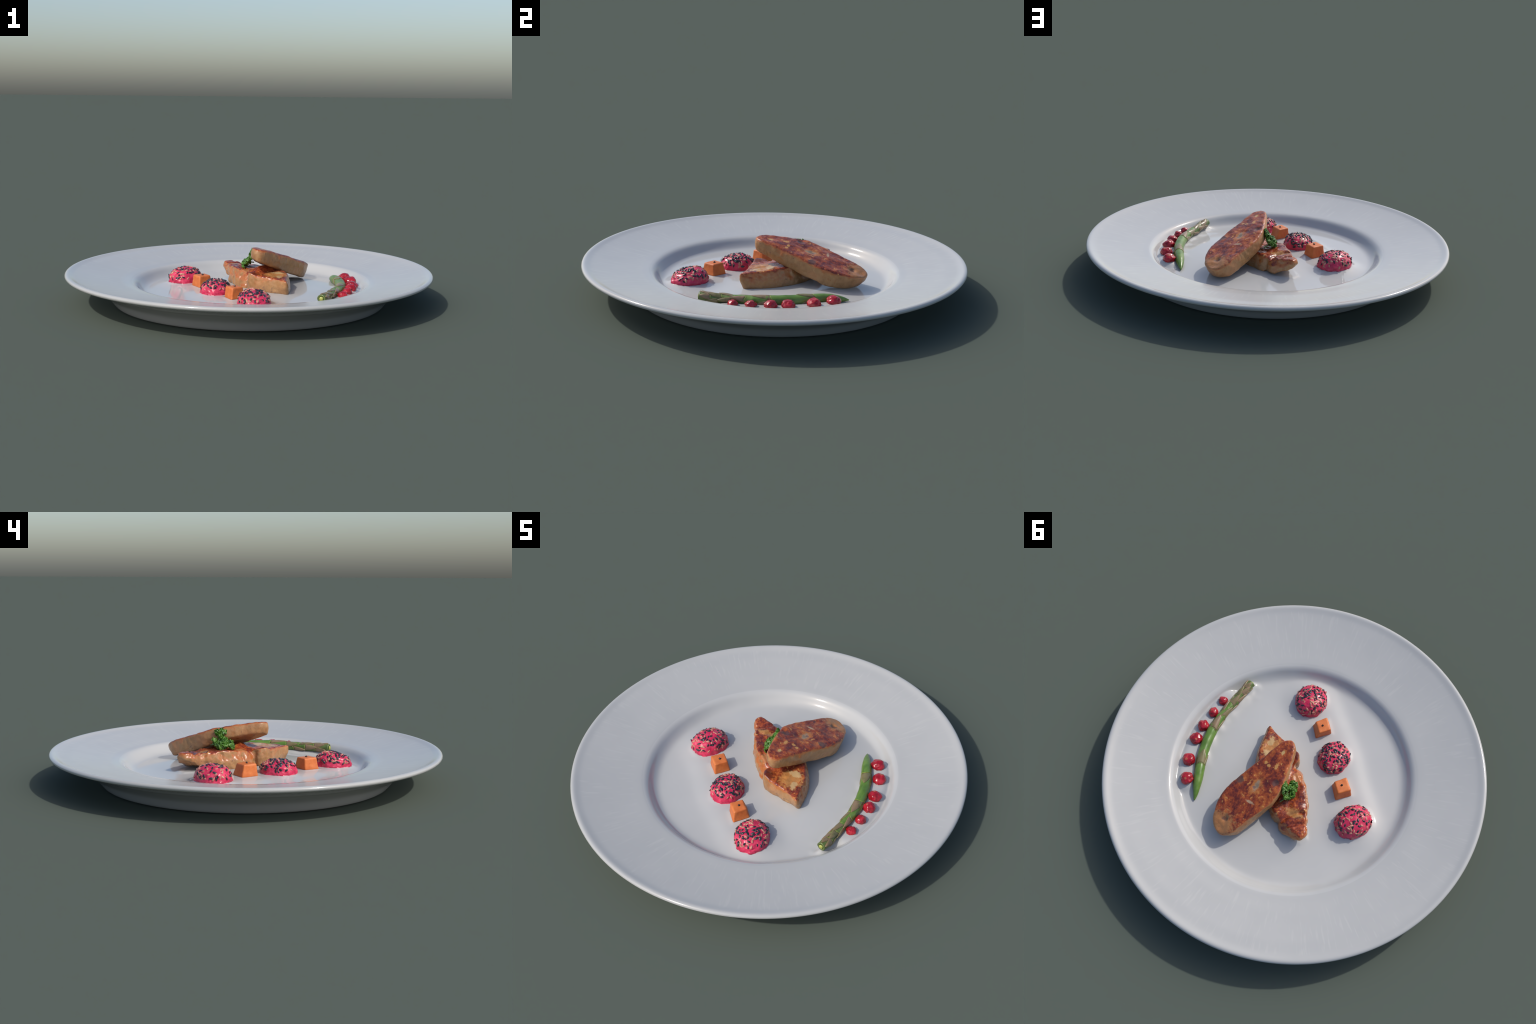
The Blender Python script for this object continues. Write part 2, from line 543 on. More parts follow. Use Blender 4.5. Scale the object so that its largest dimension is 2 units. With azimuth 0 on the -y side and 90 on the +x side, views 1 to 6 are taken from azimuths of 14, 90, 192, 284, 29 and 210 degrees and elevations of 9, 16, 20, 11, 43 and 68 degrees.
def build_upper_slice():
    """Leans on the other slice; built flat in its own frame, whose z axis is the tilted top's normal."""
    nrm = Vector((0.209, 0.2285, 0.951)).normalized()
    centre = Vector((0.125, 0.195, 0.2265))
    moved = Vector((0.000, 0.000, 0.0))
    ex = Vector((1, 0, 0)) - nrm * nrm.x
    ex.normalize()
    ey = nrm.cross(ex)
    frame = Matrix((ex, ey, nrm)).transposed()

    def local(x, y, depth):
        # point of the tilted plane, 'depth' below the top face, under world (x, y) of that face
        z = 0.3014 - 0.2197 * x - 0.2403 * y
        return frame.transposed() @ (Vector((x, y, z)) - centre) - Vector((0, 0, depth))
    # x, y of the top outline; droop of the top edge; x, y of the underside seen along the normal; thickness
    outline = [
        (0.108, -0.072, 0.004, 0.106, -0.066, 0.075), (0.078, -0.094, 0.008, 0.078, -0.082, 0.073), (0.045, -0.075, 0.006, 0.058, -0.068, 0.068),
        (0.028, -0.035, 0.003, 0.042, -0.036, 0.064), (0.016, 0.02, 0.002, 0.026, 0.015, 0.061), (0.006, 0.085, 0.000, 0.010, 0.082, 0.062),
        (-0.002, 0.15, 0.000, 0.010, 0.148, 0.070), (0.006, 0.22, 0.002, 0.018, 0.220, 0.077), (0.030, 0.285, 0.002, 0.042, 0.285, 0.082),
        (0.064, 0.345, 0.001, 0.070, 0.345, 0.083), (0.094, 0.400, 0.001, 0.094, 0.402, 0.083), (0.127, 0.456, 0.004, 0.118, 0.444, 0.082),
        (0.163, 0.482, 0.010, 0.160, 0.456, 0.080), (0.206, 0.467, 0.010, 0.206, 0.436, 0.080), (0.242, 0.430, 0.006, 0.236, 0.398, 0.080),
        (0.260, 0.365, 0.002, 0.259, 0.345, 0.086), (0.263, 0.305, 0.001, 0.262, 0.290, 0.087), (0.252, 0.24, 0.000, 0.246, 0.235, 0.087),
        (0.230, 0.185, 0.000, 0.219, 0.18, 0.087), (0.200, 0.120, 0.000, 0.190, 0.118, 0.086), (0.165, 0.050, 0.000, 0.168, 0.05, 0.083),
        (0.134, -0.02, 0.001, 0.130, -0.015, 0.080)]
    top = [local(x, y, d) for x, y, d, *_ in outline]
    bottom = [local(x, y, t) for *_, x, y, t in outline]
    me = slab_mesh(top, bottom, smooth=6, shoulder=0.014, bulge=0.003, grow=0.0045)
    co, vn = coords(me), normals_of(me)
    dents = [(0.120, 0.191, 0.018, 0.005), (0.183, 0.397, 0.017, 0.010), (0.032, 0.137, 0.017, 0.007), (0.200, 0.445, 0.02, 0.005), (0.09, 0.15, 0.02, 0.003)]
    topness = smoothstep(0.35, 0.8, vn[:, 2])
    # the fried face is plump: a long low dome, highest past the middle and towards the parsley side
    upness = smoothstep(-0.075, 0.0, co[:, 2])
    crown = local(0.085, 0.18, 0)
    co[:, 2] += upness * (0.0020 + 0.005 * np.exp(-((co[:, 1] - crown.y) / 0.17) ** 2 - ((co[:, 0] - crown.x) / 0.13) ** 2))
    for x, y, r, depth in dents:
        c = local(x, y, 0)
        d = np.linalg.norm(co[:, :2] - np.array(c[:2]), axis=1)
        co[:, 2] -= topness * depth * np.exp(-(d / r) ** 2)
    # gentle dome over the length and fine lumps
    for i, p in enumerate(co):
        side = 1 - topness[i]
        co[i] += vn[i] * (0.0035 * fbm(p, 11, 3, 3.1) + 0.0014 * fbm(p, 38, 3, 1.2) + side * 0.0016 * fbm(p * (1, 1, 0.8), 22, 2, 9.0))
    set_coords(me, co)
    marks = []

    def mark(x, y, r, scale, rot, colour, amount):
        c = local(x, y, 0)
        marks.append(((c.x, c.y, c.z), r, scale, rot, colour, amount))
    end = (0.42, 0.225, 0.085)
    mark(0.195, 0.44, 0.085, (1, 1.1, 0.6), 0.0, end, 0.6)
    mark(0.120, 0.191, 0.030, (1.0, 0.6, 0.6), 0.7, (0.46, 0.17, 0.045), 0.8)
    mark(0.118, 0.187, 0.019, (1.3, 0.6, 0.6), 0.7, (0.32, 0.23, 0.15), 0.9)
    mark(0.124, 0.198, 0.009, (1, 1, 0.6), 0.0, (0.14, 0.075, 0.07), 0.8)
    mark(0.032, 0.137, 0.017, (1, 1, 0.6), 0.0, (0.09, 0.045, 0.04), 0.85)
    mark(0.183, 0.400, 0.014, (0.7, 1.3, 0.6), 0.5, (0.10, 0.05, 0.035), 0.85)
    mark(0.212, 0.190, 0.021, (1, 1, 0.6), 0.0, (0.085, 0.05, 0.045), 0.85)
    mark(0.105, 0.275, 0.012, (0.5, 1.6, 0.6), -0.8, (0.45, 0.32, 0.2), 0.8)
    mark(0.078, -0.02, 0.011, (1.4, 0.7, 0.6), 0.3, (0.52, 0.36, 0.15), 0.85)
    mark(0.070, 0.060, 0.012, (1.4, 0.6, 0.6), 0.9, (0.56, 0.30, 0.09), 0.8)
    mark(0.110, 0.070, 0.010, (1, 1, 0.6), 0.0, (0.56, 0.30, 0.09), 0.8)
    mark(0.132, 0.060, 0.010, (1.2, 1, 0.6), 0.0, (0.56, 0.30, 0.09), 0.8)
    root = label(add_object("liver_slice", None), "thick long slice of pan seared liver, browned on top", "seared liver")
    root.location = (0.19, 0.44, floor_z(0.19, 0.44))
    m = Matrix.Translation(centre + moved - root.location) @ frame.to_4x4()
    mat = liver("seared_liver_long", marks)
    split_parts(me, crust_groups(me, -0.04, 2.0), [("seared_crust", mat), ("cut_flesh", mat)], root, m)


LOWER_OUTLINE = [  # top x, y, z and bottom x, y, z of matching points, from the front corner round
    (0.247, -0.172, 0.150, 0.246, -0.146, 0.070), (0.233, -0.115, 0.154, 0.246, -0.080, 0.070), (0.226, -0.055, 0.158, 0.238, -0.025, 0.070),
    (0.216, -0.010, 0.162, 0.222, 0.018, 0.070), (0.195, 0.032, 0.165, 0.200, 0.060, 0.070), (0.165, 0.085, 0.167, 0.174, 0.104, 0.070),
    (0.120, 0.140, 0.166, 0.128, 0.152, 0.070), (0.070, 0.185, 0.162, 0.075, 0.190, 0.070), (0.020, 0.215, 0.157, 0.026, 0.222, 0.070),
    (-0.020, 0.240, 0.155, -0.026, 0.258, 0.070), (-0.066, 0.262, 0.154, -0.066, 0.284, 0.081), (-0.110, 0.276, 0.160, -0.108, 0.302, 0.087),
    (-0.170, 0.291, 0.164, -0.160, 0.310, 0.104), (-0.207, 0.297, 0.164, -0.200, 0.297, 0.120), (-0.217, 0.268, 0.164, -0.217, 0.262, 0.128),
    (-0.195, 0.226, 0.164, -0.200, 0.224, 0.112), (-0.158, 0.160, 0.165, -0.166, 0.168, 0.088), (-0.134, 0.114, 0.168, -0.144, 0.110, 0.070),
    (-0.114, 0.082, 0.168, -0.120, 0.076, 0.070), (-0.082, 0.046, 0.166, -0.092, 0.036, 0.070), (-0.042, 0.018, 0.162, -0.056, -0.010, 0.070),
    (-0.010, -0.004, 0.159, -0.022, -0.046, 0.070), (0.020, -0.016, 0.157, 0.012, -0.048, 0.070), (0.010, -0.060, 0.165, 0.014, -0.072, 0.070),
    (0.026, -0.100, 0.168, 0.030, -0.098, 0.070), (0.056, -0.110, 0.162, 0.066, -0.114, 0.070), (0.100, -0.122, 0.158, 0.120, -0.128, 0.070),
    (0.150, -0.136, 0.155, 0.176, -0.140, 0.070), (0.208, -0.158, 0.151, 0.222, -0.148, 0.070)]


def build_lower_slice():
    ox, oy = 0.06, 0.06
    base = floor_z(ox, oy)
    off = np.array([ox, oy, base])
    me = slab_mesh([np.array(o[:3]) - off for o in LOWER_OUTLINE], [np.array(o[3:]) - off for o in LOWER_OUTLINE], voxel=0.0046, smooth=5, shoulder=0.013, bulge=0.004, grow=0.0035)
    co, vn = coords(me), normals_of(me)
    w = co + off
    topness = smoothstep(0.3, 0.8, vn[:, 2])
    rear = smoothstep(0.02, -0.06, w[:, 0])
    # folds across the narrow rear half
    co[:, 2] += topness * 0.002
    for path, width, depth in [
            ([(-0.066, 0.285), (-0.085, 0.235), (-0.115, 0.195), (-0.150, 0.175)], 0.008, 0.012),
            ([(-0.10, 0.29), (-0.150, 0.240), (-0.20, 0.215)], 0.009, 0.009),
            ([(0.03, -0.035), (-0.02, 0.02), (-0.07, 0.06)], 0.010, 0.006),
            ([(-0.03, 0.14), (-0.09, 0.12)], 0.009, 0.005),
            ([(0.00, 0.11), (-0.07, 0.075)], 0.009, 0.005)]:
        d = dist_to_path(w[:, :2], path)
        co[:, 2] -= topness * depth * np.exp(-(d / width) ** 2)
    # upright folds between the lobes of the sides
    for x, y, depth, width in [(0.016, -0.046, 0.008, 0.012), (-0.048, 0.004, 0.007, 0.008), (-0.086, 0.046, 0.005, 0.010), (-0.124, 0.094, 0.007, 0.009),
                               (-0.166, 0.175, 0.008, 0.010), (-0.19, 0.225, 0.006, 0.008), (-0.05, 0.27, 0.008, 0.012), (0.20, -0.15, 0.003, 0.02)]:
        d = np.linalg.norm(w[:, :2] - (x, y), axis=1)
        co -= vn * ((1 - topness) * depth * np.exp(-(d / width) ** 2))[:, None]
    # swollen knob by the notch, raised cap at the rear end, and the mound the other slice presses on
    knob = np.exp(-(np.linalg.norm(w[:, :2] - (0.04, -0.078), axis=1) / 0.028) ** 2)
    co[:, 2] += topness * 0.007 * knob
    mound = np.exp(-(dist_to_path(w[:, :2], [(0.055, 0.045), (0.12, 0.10)]) / 0.035) ** 2)
    co[:, 2] += topness * 0.026 * mound
    sunk = np.exp(-(dist_to_path(w[:, :2], [(0.12, -0.06), (0.19, -0.09)]) / 0.03) ** 2)
    co[:, 2] -= topness * 0.002 * sunk
    for i, p in enumerate(w):
        side = 1 - topness[i]
        amp = 0.0028 + 0.0042 * rear[i]
        co[i] += vn[i] * (amp * fbm(p, 17, 3, 5.1) + 0.0016 * fbm(p, 45, 3, 2.2) + side * 0.0030 * fbm(p * (1, 1, 0.6), 20, 3, 4.0))
    set_coords(me, co)
    marks = []

    def mark(x, y, z, r, scale, rot, colour, amount):
        marks.append(((x - ox, y - oy, z - base), r, scale, rot, colour, amount))
    mark(0.160, -0.06, 0.158, 0.060, (1, 1, 0.5), 0.6, (0.50, 0.26, 0.08), 0.60)
    mark(0.165, -0.02, 0.160, 0.026, (0.8, 1.3, 0.5), 0.5, (0.50, 0.36, 0.18), 0.7)
    mark(0.190, -0.09, 0.156, 0.020, (1.2, 0.8, 0.5), 0.5, (0.50, 0.36, 0.18), 0.7)
    mark(0.04, -0.088, 0.172, 0.030, (0.7, 1.1, 0.5), 0.2, (0.11, 0.022, 0.014), 0.85)
    mark(-0.03, 0.02, 0.165, 0.032, (1, 1, 0.5), 0.0, (0.48, 0.24, 0.10), 0.5)
    mark(-0.11, 0.20, 0.155, 0.030, (0.6, 1.4, 0.5), -0.6, (0.46, 0.24, 0.08), 0.7)
    root = label(add_object("liver_slice", None), "irregular folded slice of pan seared liver with pointed ends", "seared liver")
    root.location = off
    mat = liver("seared_liver_folded", marks, 0.1)
    split_parts(me, crust_groups(me, 0.05, 6.0), [("seared_crust", mat), ("cut_flesh", mat)], root)


# ------------------------------------------------------------------ sesame rice balls
def seed_mesh(name):
    """Flat teardrop, long axis x."""
    bm = bmesh.new()
    bmesh.ops.create_uvsphere(bm, u_segments=12, v_segments=8, radius=1)
    for v in bm.verts:
        x, y, z = v.co
        taper = 1 - 0.38 * max(x, 0) ** 1.3
        v.co = Vector((x * 0.0113, y * 0.0056 * taper, z * 0.0034 * taper))
    me = bpy.data.meshes.new(name)
    bm.to_mesh(me)
    bm.free()
    me.polygons.foreach_set("use_smooth", [True] * len(me.polygons))
    return me


def build_rice_balls():
    rice = beet_rice()
    black, white = seed_mesh("black_sesame_seed"), seed_mesh("white_sesame_seed")
    black.materials.append(seed_mat("black_sesame", (0.012, 0.014, 0.022), (0.035, 0.036, 0.045), 0.25))
    white.materials.append(seed_mat("toasted_sesame", (0.46, 0.16, 0.12), (0.56, 0.27, 0.18), 0.4))
    for cx, cy, a, b, turn, ztop, nb, nw, sd in BALLS:
        rng = random.Random(sd)
        base = floor_z(cx, cy)
        h = ztop - base
        bm = bmesh.new()
        bmesh.ops.create_icosphere(bm, subdivisions=5, radius=1)
        for v in bm.verts:
            d = v.co.normalized()
            w = math.asin(max(-1, min(1, d.z)))
            u = math.atan2(d.y, d.x)
            k = max(math.cos(w), 0) ** 0.72
            z = h * (math.sin(w) ** 0.9 if w > 0 else -0.03 * math.sin(-w))
            lump = 1 + 0.055 * fbm(d, 1.8, 2, sd) + 0.05 * fbm(d, 4.2, 2, sd + 5) + 0.035 * fbm(d, 9, 2, sd + 3)
            x, y = a * k * math.cos(u) * lump, b * k * math.sin(u) * lump
            z *= 1 + 0.06 * fbm(d, 2.6, 2, sd + 9) + 0.03 * fbm(d, 7, 2, sd + 2)
            wx, wy = x * math.cos(turn) - y * math.sin(turn), x * math.sin(turn) + y * math.cos(turn)
            z *= 1 + (BALL_LEAN[sd][0] * wx + BALL_LEAN[sd][1] * wy) / 0.09
            v.co = Vector((wx, wy, z))
        me = bpy.data.meshes.new("rice_ball")
        bm.to_mesh(me)
        bm.free()
        me.polygons.foreach_set("use_smooth", [True] * len(me.polygons))
        tree = BVHTree.FromPolygons([v.co for v in me.vertices], [p.vertices for p in me.polygons])
        ball = label(add_object("rice_ball", me, None, rice, (cx, cy, base)), "pink beet rice ball coated with black and white sesame", "rice ball")
        placed = []
        for data, count in ((black, nb), (white, nw)):
            made = tries = 0
            while made < count and tries < 4000:
                tries += 1
                # clustered scatter: seeds thin out towards the foot of the ball
                u, up = rng.uniform(0, 2 * math.pi), rng.random()
                d = Vector((math.cos(u) * math.sqrt(1 - up * up), math.sin(u) * math.sqrt(1 - up * up), up * 0.85 + 0.15))
                if fbm(d, 2.2, 2, sd + (0 if data is black else 40)) + 0.25 * up < rng.uniform(-0.35, 0.5):
                    continue
                p, nrm, _, _ = tree.ray_cast(d * 0.5, -d)
                if p is None or p.z < 0.020 or any((p - q).length < 0.0105 for q in placed):
                    continue
                placed.append(p)
                made += 1
                ob = add_object(data.name, data, ball)
                tang = nrm.orthogonal().normalized()
                rot = Matrix.Rotation(rng.uniform(0, 2 * math.pi), 3, nrm) @ Matrix((tang, nrm.cross(tang), nrm)).transposed()
                rot = rot @ Matrix.Rotation(rng.gauss(0, 0.14), 3, "Y") @ Matrix.Rotation(rng.gauss(0, 0.2), 3, "X")
                size = rng.uniform(0.82, 1.12)
                ob.matrix_local = Matrix.Translation(p + nrm * (0.0008 if data is black else -0.0004)) @ rot.to_4x4() @ Matrix.Diagonal((size, size * rng.uniform(0.85, 1.1), size, 1))


# ------------------------------------------------------------------ carrot cubes
def build_cubes():
    orange = carrot()
    dark = plain("black_pepper", (0.035, 0.014, 0.012), 0.25)
    for sd, (top, foot, z, pepper) in enumerate(CUBES):
        cx, cy = np.mean(foot, axis=0)
        base = floor_z(cx, cy)
        bm = bmesh.new()
        vs = [bm.verts.new((x - cx, y - cy, 0.0)) for x, y in foot] + [bm.verts.new((x - cx, y - cy, z - base)) for x, y in top]
        bm.faces.new(vs[3::-1]), bm.faces.new(vs[4:])
        for i in range(4):
            j = (i + 1) % 4
            bm.faces.new((vs[i], vs[j], vs[4 + j], vs[4 + i]))
        bmesh.ops.recalc_face_normals(bm, faces=bm.faces)
        bmesh.ops.bevel(bm, geom=[e for e in bm.edges], offset=0.007, segments=3, profile=0.6, affect="EDGES")
        bmesh.ops.subdivide_edges(bm, edges=[e for e in bm.edges if e.calc_length() > 0.02], cuts=9, use_grid_fill=True)
        me = bpy.data.meshes.new("carrot_cube")
        bmesh.ops.recalc_face_normals(bm, faces=bm.faces)
        bm.normal_update()
        for v in bm.verts:
            v.co += v.normal * (0.0016 * fbm(v.co, 22, 3, sd * 3.0) + 0.0006 * fbm(v.co, 80, 2, 4.0))
            flare = max(0, 1 - v.co.z / 0.03)
            v.co.x *= 1 + 0.015 * flare * flare
            v.co.y *= 1 + 0.015 * flare * flare
        bm.to_mesh(me)
        bm.free()
        me.polygons.foreach_set("use_smooth", [True] * len(me.polygons))
        cube = label(add_object("carrot_cube", me, None, orange, (cx, cy, base)), "small orange carrot cube with one black peppercorn", "carrot cube")
        bm = bmesh.new()
        bmesh.ops.create_icosphere(bm, subdivisions=3, radius=0.0058)
        for v in bm.verts:
            v.co *= 1 + 0.16 * fbm(v.co, 240, 2, sd)
        pm = bpy.data.meshes.new("black_peppercorn")
        bm.to_mesh(pm)
        bm.free()
        pm.polygons.foreach_set("use_smooth", [True] * len(pm.polygons))
        add_object("black_peppercorn", pm, cube, dark, (pepper[0] - cx, pepper[1] - cy, z - base + 0.0015))


# ------------------------------------------------------------------ asparagus
SPINE = [(0.469, -0.359, 0.106, 0.0220), (0.479, -0.312, 0.1035, 0.0225), (0.486, -0.266, 0.102, 0.0220), (0.492, -0.223, 0.101, 0.0225), (0.501, -0.180, 0.101, 0.0225),
         (0.507, -0.130, 0.101, 0.0230), (0.511, -0.075, 0.102, 0.0245), (0.510, -0.02, 0.101, 0.0270), (0.503, 0.045, 0.100, 0.0275), (0.490, 0.105, 0.099, 0.0270),
         (0.472, 0.165, 0.097, 0.0270), (0.448, 0.225, 0.094, 0.0265), (0.424, 0.285, 0.089, 0.0220), (0.403, 0.338, 0.080, 0.0120), (0.393, 0.368, 0.073, 0.0030)]


class Stalk:
    """Spine of the spear with a frame at every point; t runs 0 at the blunt head to 1 at the tapered cut."""

    def __init__(self):
        s = catmull(SPINE, 12, closed=False)
        self.p, self.r = s[:, :3], s[:, 3]
        self.n = len(s)
        seg = np.linalg.norm(np.diff(self.p, axis=0), axis=1)
        self.s = np.concatenate([[0], np.cumsum(seg)])
        self.length = self.s[-1]

    def at(self, t, ang, lift=0.0):
        q = np.clip(t, 0, 1) * self.length
        pos = np.array([np.interp(q, self.s, self.p[:, k]) for k in range(3)])
        e = 0.004
        a = np.array([np.interp(min(q + e, self.length), self.s, self.p[:, k]) for k in range(3)])
        b = np.array([np.interp(max(q - e, 0), self.s, self.p[:, k]) for k in range(3)])
        tan = (a - b) / np.linalg.norm(a - b)
        side = np.cross(tan, (0, 0, 1))
        side /= np.linalg.norm(side)
        up = np.cross(side, tan)
        r = np.interp(q, self.s, self.r) + lift
        return pos + r * (math.cos(ang) * side + math.sin(ang) * up)


def build_asparagus():
    st = Stalk()
    origin = np.array([0.50, 0.0, floor_z(0.5, 0.0)])
    rows, around = 120, 28
    verts, faces = [], []
    for i in range(rows + 1):
        t = i / rows
        for j in range(around):
            a = 2 * math.pi * j / around
            v = st.at(t, a)
            lump = (0.0012 + 0.0022 * (t < 0.45)) * fbm(v, 30, 2, 3.0) * min(1, 8 * (1 - t))
            verts.append(st.at(t, a, lump) - origin)
    for i in range(rows):
        for j in range(around):
            k = (j + 1) % around
            faces.append((i * around + j, i * around + k, (i + 1) * around + k, (i + 1) * around + j))
    faces.append(tuple(rows * around + j for j in range(around)))
    # the blunt head is a cut: rim steps inwards to a sunken pale core
    core0 = len(verts)
    for depth, scale in ((0.000, 0.62), (0.006, 0.55)):
        for j in range(around):
            a = 2 * math.pi * j / around
            full = np.array(verts[j])
            mid = np.mean(verts[:around], axis=0)
            axis = st.at(0.02, 0) - st.at(0, 0)
            axis /= np.linalg.norm(axis)
            verts.append(mid + (full - mid) * scale + axis * depth)
    for ring0, ring1 in ((0, core0), (core0, core0 + around)):
        for j in range(around):
            k = (j + 1) % around
            faces.append((ring0 + k, ring0 + j, ring1 + j, ring1 + k))
    faces.append(tuple(core0 + around + j for j in reversed(range(around))))
    skin = asparagus_skin()
    root = label(add_object("asparagus_spear", None), "bent green asparagus spear with purple brown scales", "asparagus")
    root.location = origin
    add_object("stalk", mesh_of("stalk", verts, faces), root, skin)
    # pale core in the cut
    bm = bmesh.new()
    bmesh.ops.create_icosphere(bm, subdivisions=3, radius=0.0115)
    for v in bm.verts:
        v.co.y *= 0.5
        v.co *= 1 + 0.12 * fbm(v.co, 90, 2, 1.0)
    cm = bpy.data.meshes.new("cut_core")
    bm.to_mesh(cm)
    bm.free()
    cm.polygons.foreach_set("use_smooth", [True] * len(cm.polygons))
    add_object("cut_core", cm, root, plain("asparagus_core", (0.42, 0.45, 0.10), 0.4), Vector(st.p[0] - origin) + Vector((-0.001, -0.001, 0.0)))
    # bracts: t of the wide end, angle round the stalk, length in t, half width in angle
    scales = [(0.735, 1.75, 0.105, 1.05), (0.735, -0.35, 0.08, 0.8), (0.735, 3.3, 0.08, 0.8), (0.455, 1.55, 0.115, 1.0), (0.47, -0.45, 0.10, 0.9),
              (0.44, 3.4, 0.10, 0.8), (0.335, 2.45, 0.095, 0.8), (0.30, 0.65, 0.095, 0.75), (0.27, 3.7, 0.09, 0.7), (0.225, 1.75, 0.095, 0.8), (0.215, 0.0, 0.09, 0.75),
              (0.18, 3.0, 0.09, 0.75), (0.145, 1.15, 0.085, 0.75), (0.13, -0.5, 0.08, 0.8), (0.115, 2.3, 0.085, 0.8), (0.10, 3.6, 0.08, 0.8), (0.075, 0.5, 0.07, 0.75), (0.065, 1.7, 0.06, 0.7)]
    hide = bract_skin()
    edge = plain("bract_node_line", (0.30, 0.32, 0.06), 0.4)
    rng = random.Random(5)
    for t0, ang, length, half in scales:
        nu, nv = 12, 10
        vs, fs = [], []
        for layer in (0, 1):
            for i in range(nu + 1):
                f = i / nu
                w = half * (1 - f ** 1.7) ** 0.8 + 0.01
                for j in range(nv + 1):
                    g = 2 * j / nv - 1
                    lift = 0.0008 + (0.0030 + 0.0022 * (t0 < 0.4)) * math.sin(min(1, f * 1.15) * math.pi * 0.62) * (1 - 0.75 * g * g) - 0.0006 * (f < 0.02)
                    lift += 0.0006 * fbm((f * 3, g * 2, t0 * 9), 1.0, 2)
                    t = t0 - length * f + 0.012 * g * g * (1 - f)
                    vs.append(st.at(t, ang + g * w, lift if layer == 0 else -0.003) - origin)
        m = (nu + 1) * (nv + 1)
        for i in range(nu):
            for j in range(nv):
                q = i * (nv + 1) + j
                fs.append((q, q + 1, q + nv + 2, q + nv + 1))
                fs.append((m + q, m + q + nv + 1, m + q + nv + 2, m + q + 1))
        ring = [j for j in range(nv + 1)] + [i * (nv + 1) + nv for i in range(1, nu + 1)] + [nu * (nv + 1) + j for j in range(nv - 1, -1, -1)] + [i * (nv + 1) for i in range(nu - 1, 0, -1)]
        for a, b in zip(ring, ring[1:] + ring[:1]):
            fs.append((b, a, m + a, m + b))
        bm_me = mesh_of("bract", vs, fs)
        add_object("bract", bm_me, root, hide)
        # the yellow green line where the bract leaves the stalk
        line = [st.at(t0 + 0.012 * g * g + 0.004, ang + g * half, 0.0004) - origin for g in np.linspace(-1, 1, 9)]
        cu = bpy.data.curves.new("bract_line", "CURVE")
        cu.dimensions, cu.bevel_depth, cu.bevel_resolution = "3D", 0.0011, 2
        sp = cu.splines.new("POLY")
        sp.points.add(len(line) - 1)
        for pt, v in zip(sp.points, line):
            pt.co = (*v, 1)
        tmp = add_object("bract_line", cu)
        dg = bpy.context.evaluated_depsgraph_get()
        lm = bpy.data.meshes.new_from_object(tmp.evaluated_get(dg))
        bpy.data.objects.remove(tmp)
        lm.polygons.foreach_set("use_smooth", [True] * len(lm.polygons))
        add_object("bract_line", lm, root, edge)


# ------------------------------------------------------------------ red peppercorns
def build_peppercorns():
    skin = peppercorn_skin()
    pit = plain("peppercorn_pit", (0.06, 0.006, 0.008), 0.5)
    berries = [(0.487, 0.288, 0.034, 0.4), (0.532, 0.193, 0.034, -0.2), (0.560, 0.070, 0.033, 0.9), (0.567, -0.014, 0.031, 2.2), (0.561, -0.108, 0.027, -0.9), (0.550, -0.194, 0.025, 0.2)]
    for i, (x, y, r, turn) in enumerate(berries):
        bm = bmesh.new()
        bmesh.ops.create_icosphere(bm, subdivisions=5, radius=1)
        for v in bm.verts:
            d = v.co.normalized()
            k = 1 + 0.13 * fbm(d, 1.4, 1, i * 3.7) + 0.07 * fbm(d, 2.9, 1, i * 1.9)
            hole = Vector((-0.80, 0.25, -0.12)).normalized()
            k -= 0.22 * math.exp(-((d - hole).length / 0.22) ** 2)
            k += 0.06 * math.exp(-(((d - hole).length - 0.42) / 0.16) ** 2)
            k += 0.09 * math.exp(-((d - Vector((0.3, 0.4, 0.85)).normalized()).length / 0.28) ** 2)
            k += 0.10 * math.exp(-((d - Vector((0.8, -0.5, 0.1)).normalized()).length / 0.25) ** 2)
            z = d.z * (0.82 if d.z > 0 else 0.75)
            v.co = Vector((d.x * k, d.y * k, z * k)) * r
        me = bpy.data.meshes.new("red_peppercorn")
        bm.to_mesh(me)
        bm.free()
        me.polygons.foreach_set("use_smooth", [True] * len(me.polygons))
        zc = 0.1005 if i < 4 else 0.0995
        ob = label(add_object("red_peppercorn", me, None, skin, (x, y, zc - 0.003)), "wrinkled shiny red peppercorn with a dark pit", "peppercorn")
        ob.rotation_euler = (0, 0, turn)
        bm = bmesh.new()
        bmesh.ops.create_icosphere(bm, subdivisions=2, radius=0.16 * r)
        for v in bm.verts:
            v.co.x *= 0.5
        pm = bpy.data.meshes.new("pit")
        bm.to_mesh(pm)
        bm.free()
        pm.polygons.foreach_set("use_smooth", [True] * len(pm.polygons))
        add_object("pit", pm, ob, pit, Vector((-0.80, 0.25, -0.1)).normalized() * r * 0.80)


